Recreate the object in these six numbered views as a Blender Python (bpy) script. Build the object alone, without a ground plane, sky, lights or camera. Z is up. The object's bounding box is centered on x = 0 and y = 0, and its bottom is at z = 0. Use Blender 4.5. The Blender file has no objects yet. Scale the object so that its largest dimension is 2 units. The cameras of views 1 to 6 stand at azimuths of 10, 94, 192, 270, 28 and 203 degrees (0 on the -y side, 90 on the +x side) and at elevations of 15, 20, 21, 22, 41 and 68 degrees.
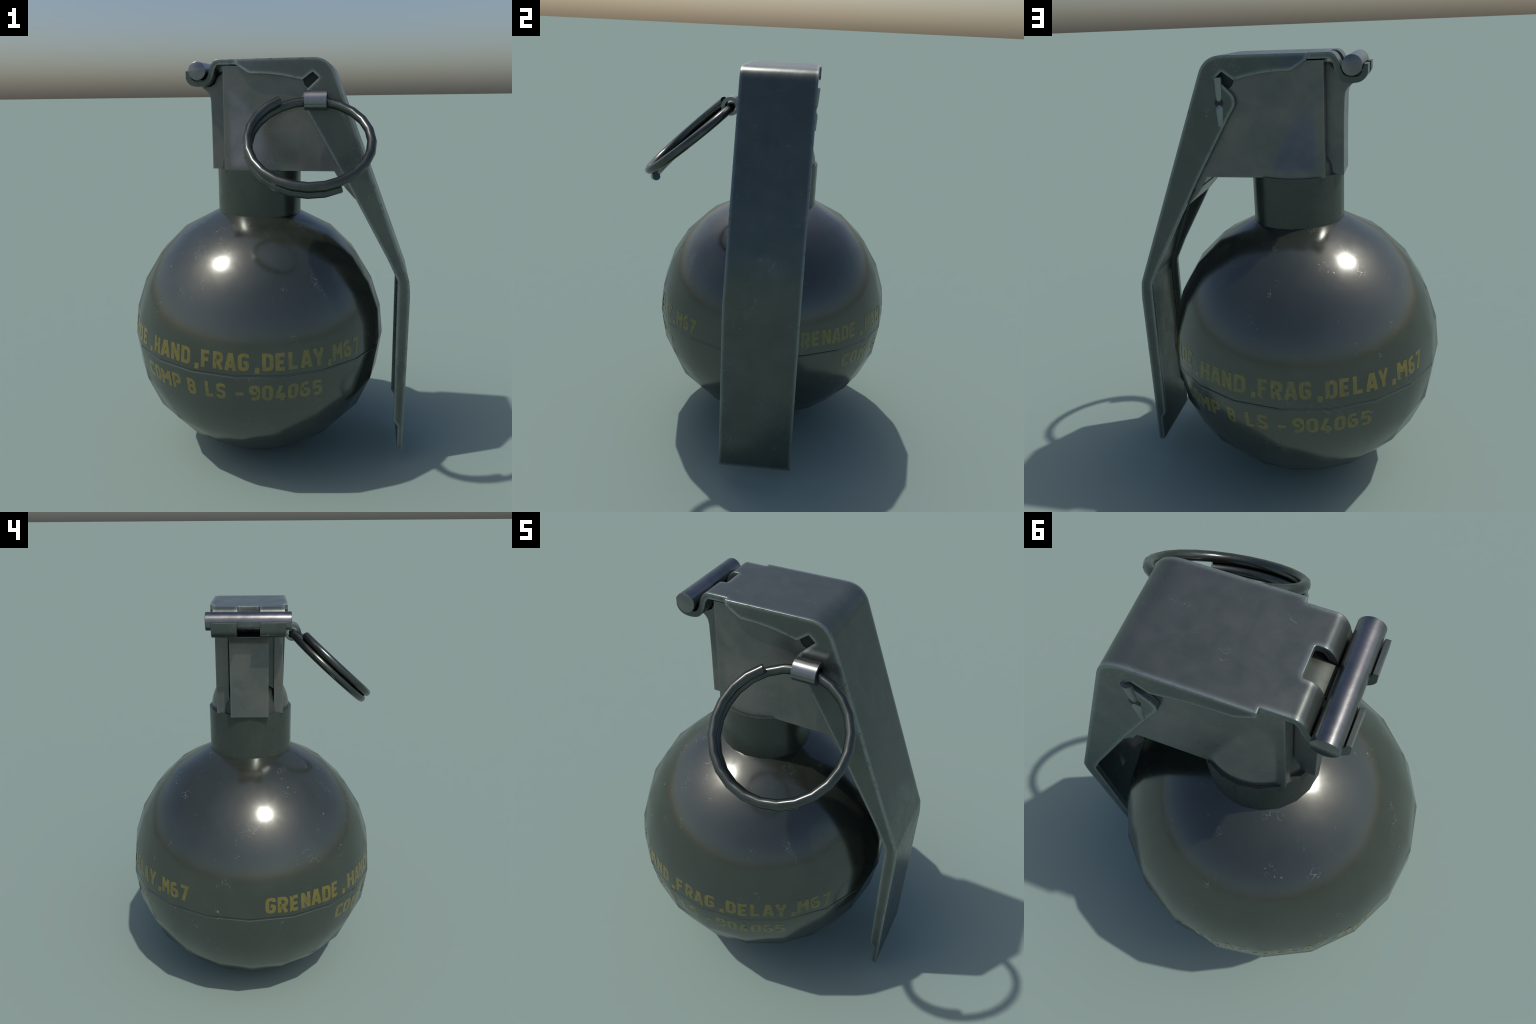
# A dark olive round grenade: ball body with yellow stencil lettering, neck, boxy fuze head,
# long folded safety lever hooked over a hinge pin, cotter pin and split pull ring.
import bpy, bmesh, math, random
from mathutils import Vector
from mathutils.bvhtree import BVHTree

random.seed(7)
COL = bpy.context.scene.collection

# ------------------------------------------------------------------ materials
class Nodes:
    """Tiny helper for writing node trees."""
    def __init__(self, name):
        self.mat = bpy.data.materials.new(name)
        self.mat.use_nodes = True
        self.t = self.mat.node_tree
        self.bsdf = self.t.nodes["Principled BSDF"]
        self.co = self.new("ShaderNodeTexCoord").outputs["Object"]

    def new(self, kind, **props):
        n = self.t.nodes.new(kind)
        for k, v in props.items():
            setattr(n, k, v)
        return n

    def put(self, sock, v):
        if isinstance(v, bpy.types.NodeSocket):
            self.t.links.new(v, sock)
        elif isinstance(v, (tuple, list)) and len(v) == 3 and sock.type == "RGBA":
            sock.default_value = (*v, 1)
        else:
            sock.default_value = v

    def math(self, op, a, b=0.0, c=0.0, clamp=False):
        n = self.new("ShaderNodeMath", operation=op, use_clamp=clamp)
        for s, v in zip(n.inputs, (a, b, c)):
            self.put(s, v)
        return n.outputs[0]

    def ramp(self, v, lo, hi, to0=0.0, to1=1.0):
        n = self.new("ShaderNodeMapRange", interpolation_type="SMOOTHSTEP")
        for s, x in zip(n.inputs, (v, lo, hi, to0, to1)):
            self.put(s, x)
        return n.outputs[0]

    def noise(self, scale, detail=3.0, rough=0.5, dist=0.0, stretch=(1, 1, 1), shift=(0, 0, 0)):
        m = self.new("ShaderNodeMapping")
        self.put(m.inputs["Vector"], self.co)
        m.inputs["Scale"].default_value = stretch
        m.inputs["Location"].default_value = shift
        n = self.new("ShaderNodeTexNoise")
        self.put(n.inputs["Vector"], m.outputs[0])
        n.inputs["Scale"].default_value = scale
        n.inputs["Detail"].default_value = detail
        n.inputs["Roughness"].default_value = rough
        n.inputs["Distortion"].default_value = dist
        return n.outputs["Fac"]

    def mix(self, f, a, b):
        n = self.new("ShaderNodeMix", data_type="RGBA")
        self.put(n.inputs[0], f)
        self.put(n.inputs[6], a)
        self.put(n.inputs[7], b)
        return n.outputs[2]

    def chips(self, seed=0.0):
        """Sparse small chips and hair scratches, 0..1."""
        spots = self.ramp(self.noise(26, 4, 0.68, 0.6, shift=(seed, 3, 1)), 0.69, 0.74)
        area = self.ramp(self.noise(5.0, 2, 0.5, shift=(1, seed, 5)), 0.50, 0.60)
        hair = self.ramp(self.math("ABSOLUTE", self.math("SUBTRACT",
                         self.noise(16, 2, 0.5, 1.5, shift=(4, 2, seed)), 0.5)), 0.006, 0.0)
        hair_area = self.ramp(self.noise(9.0, 2, 0.5, shift=(seed, 7, 2)), 0.61, 0.66)
        pin = self.ramp(self.noise(70, 2, 0.5, shift=(2, 2, seed + 3)), 0.765, 0.80)
        a = self.math("MULTIPLY", spots, area)
        b = self.math("MULTIPLY", hair, hair_area)
        return self.math("MAXIMUM", self.math("MAXIMUM", a, b), self.math("MULTIPLY", pin, 0.7))

    def edge(self, radius=0.012):
        """Mask of rounded sharp edges, from the bevelled normal."""
        bev = self.new("ShaderNodeBevel", samples=6)
        bev.inputs["Radius"].default_value = radius
        geo = self.new("ShaderNodeNewGeometry")
        dot = self.new("ShaderNodeVectorMath", operation="DOT_PRODUCT")
        self.put(dot.inputs[0], bev.outputs[0])
        self.put(dot.inputs[1], geo.outputs["Normal"])
        return self.ramp(dot.outputs["Value"], 0.999, 0.86), bev.outputs[0]

    def bump(self, h, strength, dist=0.01, normal=None):
        n = self.new("ShaderNodeBump")
        n.inputs["Strength"].default_value = strength
        n.inputs["Distance"].default_value = dist
        self.put(n.inputs["Height"], h)
        if normal is not None:
            self.put(n.inputs["Normal"], normal)
        self.put(self.bsdf.inputs["Normal"], n.outputs[0])

    def done(self, color, rough, metal=0.0, ior=1.5, spec=0.5, tint=(1, 1, 1)):
        i = self.bsdf.inputs
        self.put(i["Base Color"], color)
        self.put(i["Roughness"], rough)
        self.put(i["Metallic"], metal)
        self.put(i["IOR"], ior)
        self.put(i["Specular IOR Level"], spec)
        i["Specular Tint"].default_value = (*tint, 1)
        return self.mat


def shell_material(name, dark, light, chip, rough, metal, ior, seed, seam=False):
    n = Nodes(name)
    col = n.mix(n.ramp(n.noise(6, 5, 0.6, 0.4, shift=(seed, 0, 0)), 0.3, 0.7), dark, light)
    fine = n.ramp(n.noise(60, 3, 0.6), 0.35, 0.7)
    col = n.mix(n.math("MULTIPLY", fine, 0.15), col, light)
    ch = n.chips(seed)
    if seam:
        sep = n.new("ShaderNodeSeparateXYZ")
        n.put(sep.inputs[0], n.co)
        d = n.math("SUBTRACT", sep.outputs["Z"], SPHERE_C.z)
        groove = n.ramp(n.math("ABSOLUTE", d), 0.0015, 0.0075)
        pale_line = n.ramp(n.math("ABSOLUTE", n.math("ADD", d, 0.007)), 0.006, 0.0)
        col = n.mix(n.math("MULTIPLY", n.math("SUBTRACT", 1.0, groove), 0.55), col, (0.008, 0.010, 0.009))
        col = n.mix(n.math("MULTIPLY", pale_line, 0.25), col, (0.10, 0.11, 0.10))
        h = n.math("ADD", groove, n.math("MULTIPLY", n.noise(45, 3, 0.6), 0.004))
        n.bump(h, 0.5, 0.008)
    else:
        n.bump(n.noise(30, 2, 0.5), 0.015, 0.01)
    col = n.mix(n.math("MULTIPLY", ch, 0.6), col, chip)
    r = n.ramp(n.noise(9, 5, 0.65, 0.6, shift=(0, seed, 2)), 0.3, 0.7, rough * 0.88, rough * 1.22)
    r = n.math("ADD", r, n.math("MULTIPLY", ch, 0.2))
    return n.done(col, r, metal, ior, tint=(0.95, 1.0, 0.95))


def sheet_material(name, dark, light, worn, rough, metal, ior, seed, edge_amount=0.8, radius=0.010, blotch=0.1,
                   top=False):
    n = Nodes(name)
    col = n.mix(n.ramp(n.noise(7, 5, 0.6, 0.5, shift=(seed, 1, 0)), 0.3, 0.7), dark, light)
    e, nrm = 0.0, None
    if edge_amount > 0:
        e, nrm = n.edge(radius)
        _, nrm = n.edge(0.0045)
    gap = n.ramp(n.noise(40, 4, 0.7, shift=(seed, 0, 3)), 0.18, 0.50)
    e = n.math("MULTIPLY", e, gap)
    if top:                                # the thin hook tips are not rubbed bright all over
        ax = n.new("ShaderNodeSeparateXYZ")
        n.put(ax.inputs[0], n.co)
        e = n.math("MULTIPLY", e, n.ramp(ax.outputs["X"], -0.27, -0.20))
    ch = n.chips(seed)
    r = n.ramp(n.noise(12, 5, 0.65, 0.4, shift=(0, seed, 2)), 0.3, 0.7, rough * (1 - blotch), rough * (1 + blotch))
    if top:                                # the flat top is a duller, lighter grey
        sep = n.new("ShaderNodeSeparateXYZ")
        n.put(sep.inputs[0], n.new("ShaderNodeNewGeometry").outputs["Normal"])
        pos = n.new("ShaderNodeSeparateXYZ")
        n.put(pos.inputs[0], n.co)
        top_pale = n.math("MULTIPLY", n.ramp(sep.outputs["Z"], 0.75, 0.97), n.ramp(pos.outputs["Z"], 1.965, 1.985))
        patchy = n.ramp(n.noise(9, 4, 0.65, shift=(3, 3, 3)), 0.35, 0.7, 0.25, 1.0)
        top_pale = n.math("MULTIPLY", top_pale, patchy)
        col = n.mix(n.math("MULTIPLY", top_pale, 0.8), col, (0.122, 0.132, 0.126))
        r = n.math("ADD", r, n.math("MULTIPLY", top_pale, 0.05))
    w = n.math("MAXIMUM", n.math("MULTIPLY", e, edge_amount), n.math("MULTIPLY", ch, 0.9))
    col = n.mix(w, col, worn)
    n.bump(n.noise(30, 2, 0.5), 0.012, 0.01, nrm)
    return n.done(col, r, metal, ior)


SPHERE_C = Vector((-0.059, 0.0, 0.649))
M_SHELL = shell_material("olive_paint", (0.0205, 0.0245, 0.0185), (0.0280, 0.0330, 0.0260),
                         (0.28, 0.31, 0.30), 0.175, 0.0, 1.93, 0.3, seam=True)
M_NECK = shell_material("neck_paint", (0.042, 0.053, 0.045), (0.054, 0.066, 0.056),
                        (0.28, 0.32, 0.30), 0.28, 0.35, 1.6, 2.3)
M_HEAD = sheet_material("head_grey", (0.122, 0.138, 0.132), (0.178, 0.173, 0.160),  # cool-to-warm mottling painted for blue sky and brown horizon reflections
                        (0.23, 0.27, 0.26), 0.29, 0.62, 1.65, 1.1, 0.6, 0.012)
M_LEVER = sheet_material("lever_grey_green", (0.078, 0.097, 0.088), (0.098, 0.115, 0.104),
                         (0.30, 0.35, 0.34), 0.30, 0.60, 1.65, 4.7, 0.85, 0.030, 0.15, top=True)
M_PIN = sheet_material("bare_steel", (0.16, 0.17, 0.175), (0.24, 0.24, 0.245),
                       (0.26, 0.26, 0.26), 0.27, 0.95, 1.5, 6.2, 0.0, 0.004, 0.2)
M_RING = sheet_material("ring_steel", (0.072, 0.084, 0.076), (0.110, 0.120, 0.110),
                        (0.26, 0.26, 0.25), 0.23, 0.88, 1.5, 8.1, 0.0, 0.002, 0.25)
M_CLIP = sheet_material("clip_steel", (0.20, 0.212, 0.215), (0.27, 0.28, 0.285),
                        (0.3, 0.3, 0.3), 0.27, 0.92, 1.5, 9.4, 0.0, 0.003, 0.2)
M_COTTER = sheet_material("cotter_grey", (0.22, 0.245, 0.24), (0.27, 0.295, 0.29),
                          (0.3, 0.31, 0.31), 0.40, 0.7, 1.5, 3.4, 0.0, 0.003)


def dark_material():
    n = Nodes("dark_recess")
    return n.done(n.mix(n.noise(30, 3), (0.012, 0.016, 0.013), (0.02, 0.025, 0.021)), 0.6, 0.0)


def ink_material():
    n = Nodes("yellow_ink")
    fade = n.ramp(n.noise(22, 4, 0.6), 0.30, 0.72)
    col = n.mix(fade, (0.155, 0.122, 0.015), (0.108, 0.088, 0.017))
    col = n.mix(n.math("MULTIPLY", n.chips(0.3), 0.8), col, (0.28, 0.30, 0.28))
    return n.done(col, 0.20, 0.0, 1.9, tint=(0.93, 1.0, 0.93))


M_DARK = dark_material()
M_INK = ink_material()

# ------------------------------------------------------------------ helpers
ROOT = bpy.data.objects.new("hand_grenade", None)
COL.objects.link(ROOT)
ROOT["label"] = "dark olive ball grenade with folded steel lever and pull ring"
ROOT["category"] = "grenade"


def add(name, bm, parent, mat, smooth=None, kind=None):
    """bmesh -> child object; smooth = None flat, 'all', or an angle in degrees."""
    if isinstance(bm, bmesh.types.BMesh):
        bmesh.ops.recalc_face_normals(bm, faces=bm.faces)
        me = bpy.data.meshes.new(name)
        bm.to_mesh(me)
        bm.free()
    else:
        me = bm
    me.materials.append(mat)
    if smooth is not None:
        me.polygons.foreach_set("use_smooth", [True] * len(me.polygons))
        if smooth != "all":
            me.set_sharp_from_angle(angle=math.radians(smooth))
    ob = bpy.data.objects.new(name, me)
    COL.objects.link(ob)
    ob.parent = parent
    if kind:
        ob["kind"] = kind
    return ob


def prism(bm, pts, y0, y1):
    """Extrude an (x, z) outline from y0 to y1."""
    a = [bm.verts.new((x, y0, z)) for x, z in pts]
    b = [bm.verts.new((x, y1, z)) for x, z in pts]
    n = len(pts)
    bm.faces.new(a)
    bm.faces.new(list(reversed(b)))
    for i in range(n):
        j = (i + 1) % n
        bm.faces.new((a[j], a[i], b[i], b[j]))


def slab(bm, pts, z0, z1):
    """Extrude an (x, y) outline from z0 to z1."""
    a = [bm.verts.new((x, y, z0)) for x, y in pts]
    b = [bm.verts.new((x, y, z1)) for x, y in pts]
    n = len(pts)
    bm.faces.new(a)
    bm.faces.new(list(reversed(b)))
    for i in range(n):
        j = (i + 1) % n
        bm.faces.new((a[j], a[i], b[i], b[j]))


def rounded(pts, radii, steps=5, closed=False):
    """Polyline with filleted corners (2D)."""
    out, n = [], len(pts)
    for i, p in enumerate(pts):
        r = radii[i] if isinstance(radii, (list, tuple)) else radii
        if r <= 0 or (not closed and i in (0, n - 1)):
            out.append(tuple(p))
            continue
        p = Vector(p)
        a, b = Vector(pts[i - 1]) - p, Vector(pts[(i + 1) % n]) - p
        d = min(r, a.length * 0.49, b.length * 0.49)
        s, e = p + a.normalized() * d, p + b.normalized() * d
        for k in range(steps + 1):
            t = k / steps
            out.append(tuple(s * (1 - t) ** 2 + p * 2 * t * (1 - t) + e * t * t))
    return out


def band(bm, outer, inner, ys):
    """Sheet of metal between two (x, z) curves of equal length, across the y stations."""
    grid = [[[bm.verts.new((x, y, z)) for x, z in c] for c in (outer, inner)] for y in ys]
    n = len(outer)
    for k in range(len(ys) - 1):
        for i in range(n - 1):
            for s in (0, 1):
                p, q = grid[k][s], grid[k + 1][s]
                bm.faces.new((p[i], p[i + 1], q[i + 1], q[i]) if s == 0 else (q[i], q[i + 1], p[i + 1], p[i]))
        for i in (0, n - 1):
            bm.faces.new((grid[k][0][i], grid[k][1][i], grid[k + 1][1][i], grid[k + 1][0][i]))
    for g in (grid[0], grid[-1]):
        for i in range(n - 1):
            bm.faces.new((g[0][i], g[0][i + 1], g[1][i + 1], g[1][i]))


def offset_curve(pts, d):
    """Offset an open (x, z) curve sideways by d, mitred."""
    out = []
    for i, p in enumerate(pts):
        p = Vector(p)
        t0 = (p - Vector(pts[i - 1])).normalized() if i else None
        t1 = (Vector(pts[i + 1]) - p).normalized() if i < len(pts) - 1 else None
        t0, t1 = t0 or t1, t1 or t0
        n0, n1 = Vector((-t0.y, t0.x)), Vector((-t1.y, t1.x))
        m = n0 + n1
        out.append(tuple(p + m * (d / max(0.3, 1 + n0.dot(n1)))))
    return out


def lathe(bm, profile, cx, cy, segs, turn=0.0):
    rings = []
    for r, z in profile:
        if r < 1e-6:
            rings.append([bm.verts.new((cx, cy, z))])
        else:
            rings.append([bm.verts.new((cx + r * math.cos(turn + 2 * math.pi * i / segs),
                                        cy + r * math.sin(turn + 2 * math.pi * i / segs), z)) for i in range(segs)])
    for a, b in zip(rings, rings[1:]):
        for i in range(segs):
            j = (i + 1) % segs
            if len(a) == 1:
                bm.faces.new((a[0], b[j], b[i]))
            elif len(b) == 1:
                bm.faces.new((a[i], a[j], b[0]))
            else:
                bm.faces.new((a[i], a[j], b[j], b[i]))


def rod(bm, a, b, profile, segs, squash=1.0):
    """Round rod from a to b; profile = [(t, radius)], capped."""
    a, b = Vector(a), Vector(b)
    d = (b - a).normalized()
    u = d.orthogonal().normalized() if abs(d.x) > 0.9 else d.cross(Vector((1, 0, 0))).normalized()
    v = d.cross(u)
    rings = []
    for t, r in profile:
        c = a.lerp(b, t)
        rings.append([bm.verts.new(c + u * (r * squash * math.cos(2 * math.pi * i / segs))
                                   + v * (r * math.sin(2 * math.pi * i / segs))) for i in range(segs)])
    for p, q in zip(rings, rings[1:]):
        for i in range(segs):
            bm.faces.new((p[i], p[(i + 1) % segs], q[(i + 1) % segs], q[i]))
    bm.faces.new(rings[0])
    bm.faces.new(list(reversed(rings[-1])))


def cut(ob, bm_cutter):
    """Boolean difference, applied."""
    bmesh.ops.recalc_face_normals(bm_cutter, faces=bm_cutter.faces)
    me = bpy.data.meshes.new("cutter")
    bm_cutter.to_mesh(me)
    bm_cutter.free()
    c = bpy.data.objects.new("cutter", me)
    COL.objects.link(c)
    m = ob.modifiers.new("cut", "BOOLEAN")
    m.operation, m.solver, m.object = "DIFFERENCE", "EXACT", c
    dg = bpy.context.evaluated_depsgraph_get()
    new = bpy.data.meshes.new_from_object(ob.evaluated_get(dg))
    ob.modifiers.clear()
    old = ob.data
    ob.data = new
    new.name = ob.name
    bpy.data.meshes.remove(old)
    bpy.data.objects.remove(c)
    bpy.data.meshes.remove(me)


# ------------------------------------------------------------------ ball body
# (latitude in degrees, distance from the centre): slightly egg shaped towards the neck
BALL_RINGS = [(-78, 0.646), (-62.5, 0.643), (-46.5, 0.641), (-31, 0.647), (-16, 0.646), (0, 0.645),
              (13, 0.646), (26.5, 0.649), (40, 0.653), (54.3, 0.657), (71.8, 0.658)]
profile = [(0.0, 0.0)]
for lat, rad in BALL_RINGS:
    a = math.radians(lat)
    profile.append((rad * math.cos(a), max(0.0, SPHERE_C.z + rad * math.sin(a))))
profile += [(0.15, 1.285), (0.0, 1.285)]
bm = bmesh.new()
lathe(bm, profile, SPHERE_C.x, SPHERE_C.y, 20)
bmesh.ops.recalc_face_normals(bm, faces=bm.faces)
BALL_TREE = BVHTree.FromBMesh(bm)
ball = add("ball_body", bm, ROOT, M_SHELL, "all")

# ------------------------------------------------------------------ stencil lettering
W, T_ = 0.60, 0.212         # letter width and stroke weight, in cap heights
h_ = T_ / 2
L, R, B, T, MID = h_, W - h_, h_, 1 - h_, 0.5
cx = W / 2
F = 0.22                      # corner fillet


def glyphs():
    fil = lambda *p, r=F, closed=False: (rounded(list(p), r, 5, closed), closed)
    soft = lambda p, r, closed=False: (rounded(p, r, 5, closed), closed)
    box = [(L, B), (L, T), (R, T), (R, B)]
    g = {
        "G": [fil((R, T - 0.16), (R, T), (L, T), (L, B), (R, B), (R, 0.47), (cx, 0.47), r=F)],
        "R": [soft([(L, 0), (L, T), (R, T), (R, 0.45), (L, 0.45)], [0, 0, F, F, 0]), fil((cx - .02, 0.45), (R, 0), r=0)],
        "E": [fil((R, T), (L, T), (L, B), (R, B), r=0), fil((L, MID), (R - .06, MID))],
        "N": [fil((L, 0), (L, 1)), fil((L, 1 - .05), (R, .05), r=0), fil((R, 0), (R, 1))],
        "A": [fil((.07, 0), (cx - .03, 1)), fil((W - .07, 0), (cx + .03, 1)), fil((.17, .27), (W - .17, .27))],
        "D": [soft(box, [0, 0, F, F], True)],
        "H": [fil((L, 0), (L, 1)), fil((R, 0), (R, 1)), fil((L, MID), (R, MID))],
        "F": [fil((R, T), (L, T), (L, 0), r=0), fil((L, .48), (R - .05, .48))],
        "L": [fil((L, 1), (L, B), (R, B), r=0)],
        "Y": [fil((.07, 1), (cx - .01, .40)), fil((W - .07, 1), (cx + .01, .40)), fil((cx, .46), (cx, 0))],
        "M": [fil((L, 0), (L, 1)), fil((L, .97), (cx + .06, .38)), fil((W + .12 - L, .97), (cx + .06, .38)), fil((W + .12 - L, 0), (W + .12 - L, 1))],
        "C": [fil((R, T - .17), (R, T), (L, T), (L, B), (R, B), (R, B + .17))],
        "O": [soft(box, F, True)],
        "P": [soft([(L, 0), (L, T), (R, T), (R, .43), (L, .43)], [0, 0, F, F, 0])],
        "B": [soft([(L, B), (L, T), (R - .02, T), (R - .02, .53), (L, .53)], [0, 0, F, F, 0]),
              soft([(L, .53), (R, .53), (R, B), (L, B)], [0, F, F, 0])],
        "S": [fil((R, T - .15), (R, T), (L, T), (L, .52), (R, .48), (R, B), (L, B), (L, B + .15))],
        "9": [fil((R, .47), (L, .47), (L, T), (R, T), (R, B), (L + .02, B))],
        "6": [fil((R - .04, T), (L, T), (L, B), (R, B), (R, .53), (L, .53))],
        "5": [soft([(R, T), (L, T), (L, .56), (R, .56), (R, B), (L, B)], [0, 0, 0, F, F, 0])],
        "4": [fil((cx + .02, 1), (L - .02, .22)), fil((L - .07, .25), (W - .02, .25)), fil((R - .11, .52), (R - .11, 0))],
        "7": [fil((L - .04, T), (R, T), (cx - .07, 0), r=0)],
        ",": [fil((.11, .20), (.07, -.15), r=0)],
        "-": [fil((.06, .44), (.50, .44))],
    }
    g["0"] = g["O"]
    return g


GLYPHS = glyphs()
GLYPH_W = {"M": W + .12, ",": .2, "-": .56}


def on_ball(lon, lat, lift):
    d = Vector((math.cos(lat) * math.cos(lon), math.cos(lat) * math.sin(lon), math.sin(lat)))
    hit = BALL_TREE.ray_cast(SPHERE_C + d * 2.0, -d)[0]
    return hit + d * lift, d


def letter(ch, lon0, lat0, deg_h, deg_w):
    """Raised ink strokes of one character wrapped on the ball; sizes in degrees."""
    bm, normals = bmesh.new(), []
    for s, (path, closed) in enumerate(GLYPHS[ch]):
        pts, n = [], len(path)
        turn = []                          # how sharply the stroke turns at each corner
        for i in range(n):
            if not closed and i in (0, n - 1):
                turn.append(0.0)
                continue
            p = Vector(path[i])
            turn.append((p - Vector(path[i - 1])).angle(Vector(path[(i + 1) % n]) - p))
        for i in range(n if closed else n - 1):
            a, b = Vector(path[i]), Vector(path[(i + 1) % n])
            k = max(1, int((b - a).length / 0.06))
            lim = [h_ * math.tan(min(1.3, abs(x) / 2)) / (b - a).length for x in (turn[i], turn[(i + 1) % n])]
            pts += [a.lerp(b, j / k) for j in range(k) if j == 0 or lim[0] < j / k < 1 - lim[1]]
        if not closed:
            pts.append(Vector(path[-1]))
        m, rows = len(pts), []
        for i, p in enumerate(pts):
            prv = pts[i - 1] if (i or closed) else None
            nxt = pts[(i + 1) % m] if (i < m - 1 or closed) else None
            t0 = (p - prv).normalized() if prv is not None else (nxt - p).normalized()
            t1 = (nxt - p).normalized() if nxt is not None else t0
            n0, n1 = Vector((-t0.y, t0.x)), Vector((-t1.y, t1.x))
            side = (n0 + n1) / max(0.5, 1 + n0.dot(n1))
            row = []
            # skirt, three across the top, skirt: the ink has a thickness of its own
            for w, lift in ((-1, -0.002), (-1, 1), (-0.35, 1), (0.35, 1), (1, 1), (1, -0.002)):
                q = p + side * (w * h_)
                lift = 0.0007 + 0.0002 * s if lift == 1 else lift
                co, d = on_ball(math.radians(lon0 + q.x * deg_w), math.radians(lat0 + q.y * deg_h), lift)
                row.append(bm.verts.new(co))
                normals.append(d)
            rows.append(row)
        for i in range(m if closed else m - 1):
            a, b = rows[i], rows[(i + 1) % m]
            for j in range(5):
                bm.faces.new((a[j], b[j], b[j + 1], a[j + 1]))
    kind = "digit" if ch.isdigit() else {",": "comma", "-": "dash"}.get(ch, "letter")
    ob = add(kind, bm, ball, M_INK, "all")
    ob.data.normals_split_custom_set_from_vertices(normals)


# (word, left edge and right edge in degrees of longitude)
LINE_A = [("GRENADE", -173.6, -137.8), (",", -134.9, -133.2), ("HAND", -131.3, -109.0), (",", -106.8, -105.1),
          ("FRAG", -104.2, -84.1), (",", -81.7, -80.0), ("DELAY", -79.0, -53.4), (",", -51.2, -49.5),
          ("M67", -48.7, -33.4)]
LINE_B = [("COMP", -138.3, -115.2), ("B", -111.5, -107.0), ("LS", -103.0, -93.9), ("-", -90.3, -86.2),
          ("904065", -84.4, -53.6)]


def write(words, turn, lat):
    for word, lo, hi in words:
        widths = [GLYPH_W.get(c, W) for c in word]
        gap = 0.10
        total = sum(widths) + gap * (len(word) - 1)
        deg_w = (hi - lo) / total
        x = lo
        for c, w in zip(word, widths):
            letter(c, x + turn, lat, 7.2, deg_w)
            x += (w + gap) * deg_w


write(LINE_A, 0.0, 2.3)
write(LINE_A, 185.8, 4.1)
write(LINE_B, 0.0, -11.1)
write(LINE_B, 178.7, -11.1)

# ------------------------------------------------------------------ neck
NECK = (-0.048, 0.0)
bm = bmesh.new()
lathe(bm, [(0.0, 1.25), (0.207, 1.25), (0.207, 1.494), (0.0, 1.494)], *NECK, 20)
neck = add("neck", bm, ROOT, M_NECK, 40)

# ------------------------------------------------------------------ fuze head
HW, DOME_R, DOME_H = 0.160, 0.194, 0.20
outline = [(-0.190, 1.970), (-0.190, 1.490), (0.333, 1.490), (0.364, 1.438), (0.470, 1.438), (0.262, 1.970)]
bm = bmesh.new()
prism(bm, outline, -HW, HW)
for i in range(1, 34):
    bmesh.ops.bisect_plane(bm, geom=bm.verts[:] + bm.edges[:] + bm.faces[:],
                           plane_co=(-0.190 + i * 0.0125, 0, 0), plane_no=(1, 0, 0))
for z in [1.498, 1.51, 1.525, 1.54, 1.555, 1.57, 1.585, 1.6, 1.615, 1.63, 1.645, 1.66, 1.68, 1.70, 1.72, 1.74, 1.76,
          1.78, 1.80, 1.82, 1.84, 1.87, 1.90, 1.92]:
    bmesh.ops.bisect_plane(bm, geom=bm.verts[:] + bm.edges[:] + bm.faces[:],
                           plane_co=(0, 0, z), plane_no=(0, 0, 1))
for v in bm.verts:
    if abs(abs(v.co.y) - HW) < 1e-5:
        # the flat cheek swells out to meet the round neck
        s = math.copysign(1, v.co.y)
        k = max(0.0, 1 - max(0.0, (v.co.z - 1.49) / DOME_H) ** 2)
        q = DOME_R ** 2 * k - (v.co.x - NECK[0]) ** 2
        dome = math.sqrt(q) if q > 0 else 0.0
        d = dome - HW
        soft = 0.5 * (d + math.sqrt(d * d + 0.00006)) if d > -0.03 else 0.0
        v.co.y = s * (HW + max(0.0, soft - 0.0005))
head = add("fuze_head", bm, ROOT, M_HEAD, 40)
c = bmesh.new()
prism(c, [(-0.25, 1.952), (-0.25, 1.40), (-0.150, 1.40), (-0.150, 1.952)], -0.117, 0.099)
cut(head, c)
for s in (-1, 1):                      # round blind holes behind the lever slots
    c = bmesh.new()
    rod(c, (0.224, s * 0.12, 1.903), (0.224, s * 0.20, 1.903), [(0, 0.039), (1, 0.039)], 20)
    cut(head, c)
head.data.set_sharp_from_angle(angle=math.radians(40))


def step01(x, a, b):
    t = min(1.0, max(0.0, (x - a) / (b - a)))
    return t * t * (3 - 2 * t)


def lean(me, mask, y_min, amount):
    """Shading normals tipped upward to lay a sky reflection on a flat side, where mask(x, z) says so."""
    base = [Vector(c.vector) for c in me.corner_normals]
    for p in me.polygons:
        if abs(p.normal.y) < 0.6 or abs(p.center.y) < y_min:
            continue
        for li in p.loop_indices:
            co = me.vertices[me.loops[li].vertex_index].co
            out = Vector((0, math.copysign(1, co.y), 0))
            base[li] = (out + base[li] * 0.15 + Vector((0, 0, amount * mask(co.x, co.z)))).normalized()
    me.normals_split_custom_set([tuple(n) for n in base])


def cheek_sky_reflection(x, z):
    rear = 0.050 - 0.165 * max(0.0, z - 1.53) / 0.35
    m = step01(z, 1.500, 1.535) * (step01(z, 1.945, 1.60) if z > 1.6 else 1.0)
    return m * step01(x, -0.172, -0.140) * step01(x, rear + 0.035, rear - 0.035)


lean(head.data, cheek_sky_reflection, 0.15, 0.33)
for s in (-1, 1):
    bm = bmesh.new()
    rod(bm, (0.224, s * 0.122, 1.903), (0.224, s * 0.1575, 1.903), [(0, 0.0385), (1, 0.0385)], 20)
    add("hole_shadow_plug", bm, head, M_DARK, 40)  # near-black plug fills the hole to show the shadow inside

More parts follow.
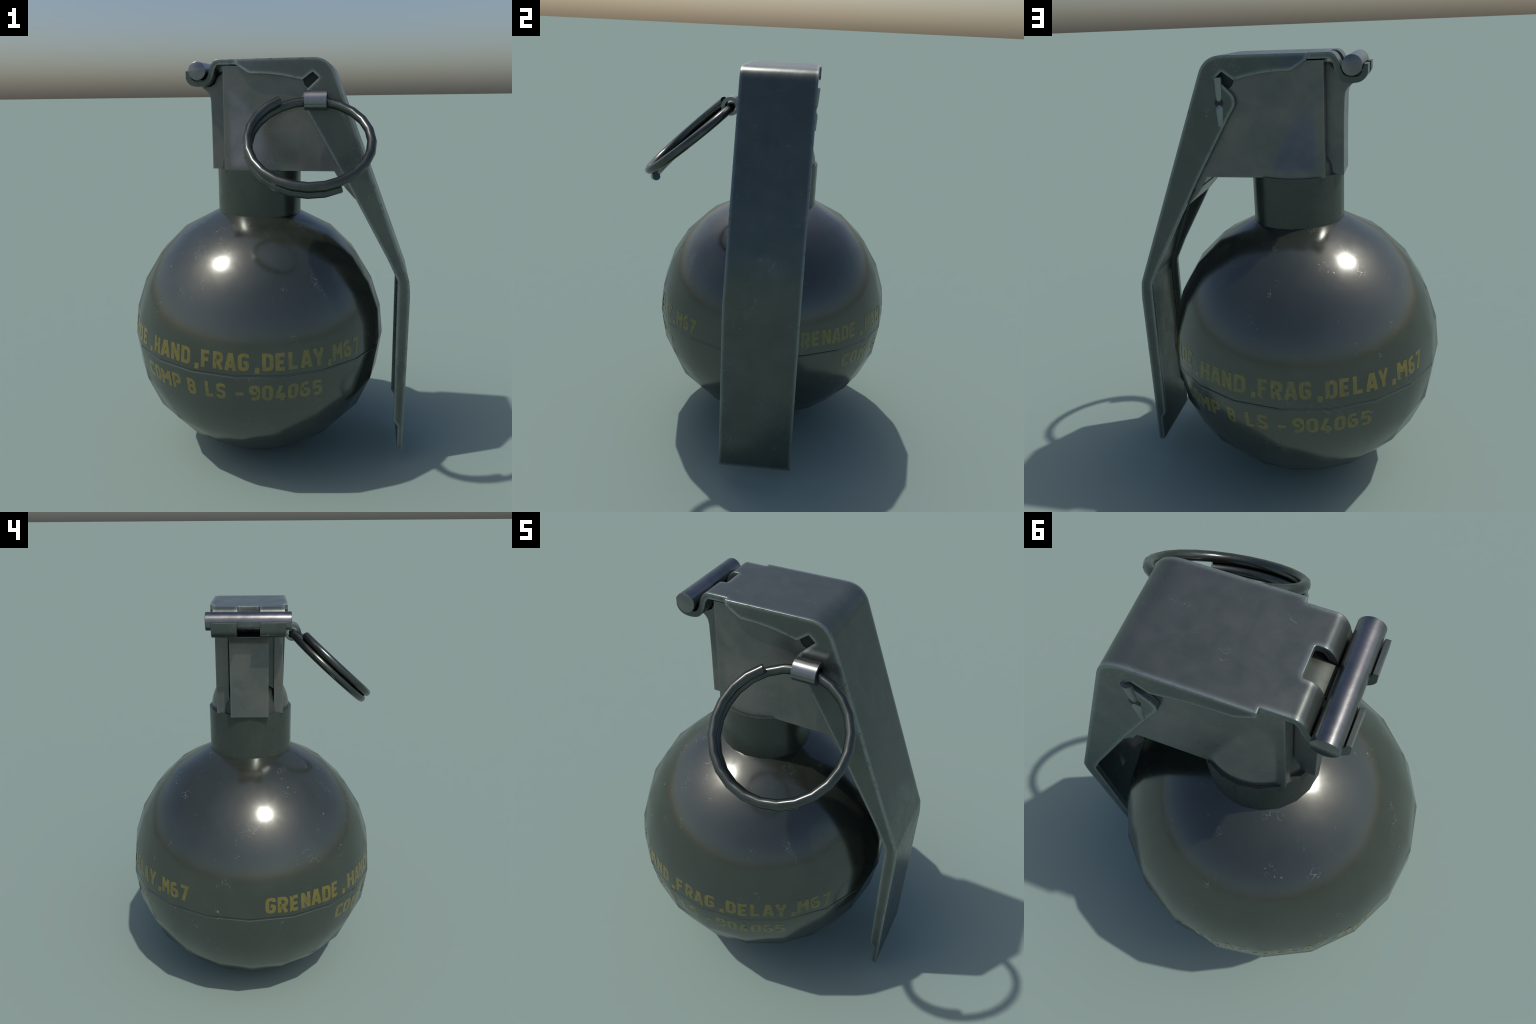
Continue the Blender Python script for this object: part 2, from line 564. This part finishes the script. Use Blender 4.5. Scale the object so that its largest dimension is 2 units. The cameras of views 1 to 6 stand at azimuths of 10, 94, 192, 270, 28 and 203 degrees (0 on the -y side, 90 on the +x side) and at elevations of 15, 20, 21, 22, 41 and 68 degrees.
# bevelled ledge under the back of the head, inside the lever channel
bm = bmesh.new()
ledge = [(0.352, 1.452), (0.366, 1.436), (0.388, 1.408), (0.431, 1.361), (0.500, 1.361), (0.485, 1.452)]
prism(bm, ledge, -0.152, 0.152)
add("back_ledge", bm, head, M_HEAD, None)

# low faceted dome of the neck showing in the open front
bm = bmesh.new()
lathe(bm, [(0.194, 1.488)] + [(0.194 * math.cos(a), 1.494 + 0.185 * math.sin(a)) for a in (0.25, 0.6, 0.95, 1.3)]
      + [(0.0, 1.68)], *NECK, 14)
bmesh.ops.delete(bm, geom=[v for v in bm.verts if v.co.x > -0.03], context="VERTS")
add("neck_dome", bm, neck, M_NECK, 50)

# front tab that flares forward under the hinge
tab_profile = [(-0.115, 1.950), (-0.195, 1.950), (-0.230, 1.925), (-0.246, 1.893), (-0.268, 1.880), (-0.314, 1.881),
               (-0.296, 1.868), (-0.279, 1.853), (-0.270, 1.838), (-0.266, 1.815), (-0.264, 1.700),
               (-0.264, 1.491), (-0.115, 1.491)]
bm = bmesh.new()
prism(bm, tab_profile, -0.090, 0.090)
tongue = bmesh.new()
prism(tongue, [(-0.118, 1.956), (-0.205, 1.954), (-0.240, 1.943), (-0.2632, 1.932), (-0.2632, 1.915), (-0.225, 1.905),
               (-0.118, 1.905)], -0.0485, 0.0485)
add("hinge_tongue", tongue, head, M_NECK, 32)  # darker neck paint chosen to dim the sun sheen on these slopes
tab = add("front_tab", bm, head, M_HEAD, 32)
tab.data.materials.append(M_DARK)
for p in tab.data.polygons:            # throat faces painted near-black for the shadow under the hinge pin
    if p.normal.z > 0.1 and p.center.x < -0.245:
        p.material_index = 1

# ------------------------------------------------------------------ safety lever
LW, FL = 0.182, 0.021          # half width over the cheeks, cheek thickness
# outer face: hook round the hinge pin, flat top, knee, long slope, elbow, straight grip
hook = rounded([(-0.350, 1.951), (-0.338, 1.908), (-0.305, 1.902), (-0.272, 1.908), (-0.258, 1.935), (-0.250, 1.968),
                (-0.228, 2.0), (-0.125, 2.0)], [0, .03, .022, .02, .02, .03, .045, 0], 6)
knee = rounded([(-0.124, 2.0), (0.302, 2.0), (0.697, 0.978), (0.705, 0.912), (0.706, 0.074)],
               [0, 0.075, 0.008, 0.03, 0], 7)
under = offset_curve(hook, -0.0245)
under[0] = (-0.3655, 1.951)           # the hook tip is cut level
inner = offset_curve(knee, -0.026)
# cut edge of the cheeks: front tongue, square notch, thumb-shaped lobe, taper down to the grip
slot = rounded([(-0.124, 1.974), (-0.062, 1.934), (0.010, 1.932), (0.068, 1.926), (0.126, 1.915), (0.182, 1.902),
                (0.229, 1.9365), (0.258, 1.911), (0.211, 1.867), (0.182, 1.836), (0.180, 1.800), (0.207, 1.760),
                (0.370, 1.482), (0.594, 1.078), (0.646, 0.970), (0.6565, 0.240), (0.678, 0.208), (0.680, 0.074)],
               [0, .012, .02, .02, .02, .004, .004, .004, .01, .03, .03, .02, .03, .01, .012, .003, .003, 0], 4)
bm = bmesh.new()
prism(bm, hook + knee + slot[::-1] + under[::-1], -LW, LW)
lever = add("safety_lever", bm, ROOT, M_LEVER, 35)
c = bmesh.new()                       # hollow of the channel
prism(c, [(-0.1235, inner[0][1])] + inner[1:-1] + [(inner[-1][0], 0.02), (0.40, 0.02), (-0.1235, 1.70)],
      -(LW - FL), LW - FL)
cut(lever, c)
for s in (-1, 1):                     # narrower neck of the lever in front of the cheeks
    c = bmesh.new()
    slab(c, [(-0.50, s * 0.164), (-0.1245, s * 0.164), (-0.1245, s * 0.25), (-0.50, s * 0.25)], 1.80, 2.1)
    cut(lever, c)
c = bmesh.new()                       # notch between the two hooks
slab(c, rounded([(-0.45, -0.051), (-0.192, -0.051), (-0.192, 0.051), (-0.45, 0.051)], [0, .009, .009, 0], 6), 1.80, 2.1)
cut(lever, c)
lever.data.set_sharp_from_angle(angle=math.radians(35))
bm = bmesh.new()                      # finer faces on the tongue so that its shading can vary
bm.from_mesh(lever.data)
for x in [-0.11 + 0.015 * i for i in range(13)]:
    side_faces = [f for f in bm.faces if abs(f.normal.y) > 0.9 and abs(f.calc_center_median().y) > LW - 0.002]
    geom = side_faces + list({e for f in side_faces for e in f.edges}) + list({v for f in side_faces for v in f.verts})
    bmesh.ops.bisect_plane(bm, geom=geom, plane_co=(x, 0, 0), plane_no=(1, 0, 0))
bm.to_mesh(lever.data)
bm.free()
bm = bmesh.new()                      # stations along the long outer face for the soft elbow
bm.from_mesh(lever.data)
for z in [0.72 + 0.045 * i for i in range(16)]:
    outer_faces = [f for f in bm.faces if f.normal.x > 0.7 and f.calc_center_median().x > 0.36
                   and max(abs(v.co.y) for v in f.verts) > LW - 0.001]
    geom = outer_faces + list({e for f in outer_faces for e in f.edges}) + list({v for f in outer_faces for v in f.verts})
    bmesh.ops.bisect_plane(bm, geom=geom, plane_co=(0, 0, z), plane_no=(0, 0, 1))
bm.to_mesh(lever.data)
bm.free()


def soften_elbow(me):
    base = [Vector(c.vector) for c in me.corner_normals]
    for p in me.polygons:
        if p.normal.x > 0.7 and 0.60 < p.center.z < 1.45 and all(
                me.vertices[v].co.x > 0.697 - 0.3875 * (me.vertices[v].co.z - 0.978) - 0.012 for v in p.vertices):
            for li in p.loop_indices:
                z = me.vertices[me.loops[li].vertex_index].co.z
                if 0.70 < z < 1.42:
                    base[li] = Vector((1, 0, 0.012 + 0.376 * step01(z, 0.80, 1.30))).normalized()
    me.normals_split_custom_set([tuple(n) for n in base])


soften_elbow(lever.data)
lean(lever.data, lambda x, z: step01(x + 0.6 * (2.0 - z), 0.045, -0.08) if z > 1.88 and x < 0.09 else 0.0, LW - 0.002, 0.30)  # bent normals draw a patch of reflected sky on the lever's front tongue

bm = bmesh.new()
rod(bm, (-0.305, -0.191, 1.9495), (-0.305, 0.191, 1.9495), [(0, 0.0385), (0.005, 0.0410), (0.995, 0.0410), (1, 0.0385)], 28)
add("hinge_pin", bm, lever, M_PIN, 40)

# ------------------------------------------------------------------ cotter pin and its eye
EYE = Vector((0.249, -0.2235, 1.812))
bm = bmesh.new()
n, ro, ri = 40, 0.0455, 0.0275
start = math.radians(-62)
outer, inn = [], []
for i in range(n + 1):
    a = start + 2 * math.pi * i / n
    k = 0.003 * i / n
    outer.append(((ro - k) * math.cos(a), (ro - k) * math.sin(a)))
    inn.append((ri * math.cos(a), ri * math.sin(a)))
rows = []
for x in (-0.049, 0.049):
    rows.append([[bm.verts.new((EYE.x + x, EYE.y - p[0], EYE.z + p[1])) for p in c] for c in (outer, inn)])
for i in range(n):
    for c in (0, 1):
        bm.faces.new((rows[0][c][i], rows[0][c][i + 1], rows[1][c][i + 1], rows[1][c][i]))
    for k in (0, 1):
        bm.faces.new((rows[k][0][i], rows[k][0][i + 1], rows[k][1][i + 1], rows[k][1][i]))
for i in (0, n):
    bm.faces.new((rows[0][0][i], rows[0][1][i], rows[1][1][i], rows[1][0][i]))
cotter = add("cotter_pin", bm, ROOT, M_CLIP, 35)

for s in (-1, 1):
    bm = bmesh.new()
    rod(bm, (0.248, s * (LW - 0.004), 1.812), (0.248, s * (LW + 0.0012), 1.812), [(0, 0.0185), (1, 0.0185)], 20)
    add("pin_hole", bm, lever, M_DARK, 40)
bm = bmesh.new()
rod(bm, (0.248, 0.177, 1.818), (0.2472, 0.181, 1.914), [(0, 0.0095), (0.12, 0.0135), (0.3, 0.0150), (1, 0.0168)], 14, 0.8)
add("cotter_leg", bm, cotter, M_COTTER, 40)
bm = bmesh.new()
rod(bm, (0.248, 0.176, 1.806), (0.2483, 0.177, 1.715),
    [(0, 0.006), (0.08, 0.012), (0.2, 0.0172), (0.35, 0.0180), (0.55, 0.0160), (0.75, 0.0140), (1, 0.0130)], 14, 0.8)
add("cotter_leg", bm, cotter, M_COTTER, 40)

# ------------------------------------------------------------------ split pull ring
RR, WIRE = 0.2615, 0.0205
up = Vector((0.055, -0.651, 0.755)).normalized()            # normal of the hanging ring
down = Vector((0, -0.757, -0.653))
down = (down - up * down.dot(up)).normalized()
side = down.cross(up).normalized()
side = side if side.x < 0 else -side
centre = EYE + Vector((-0.010, -0.003, 0.002)) + down * RR
bm = bmesh.new()
rings = []
A0, A1, STEP = 34.0, 573.0, 15.0
count = int(round((A1 - A0) / STEP))
for i in range(count + 1):
    deg = A0 + (A1 - A0) * i / count
    a = math.radians(deg)
    lift = 0.0305 - 0.061 * i / count
    radial = -down * math.cos(a) + side * math.sin(a)
    c = centre + radial * RR + up * lift
    rings.append([bm.verts.new(c + (radial * math.cos(t) + up * math.sin(t)) * WIRE)
                  for t in (2 * math.pi * j / 8 for j in range(8))])
for p, q in zip(rings, rings[1:]):
    for j in range(8):
        bm.faces.new((p[j], p[(j + 1) % 8], q[(j + 1) % 8], q[j]))
bm.faces.new(rings[0])
bm.faces.new(list(reversed(rings[-1])))
add("pull_ring", bm, cotter, M_RING, 60)
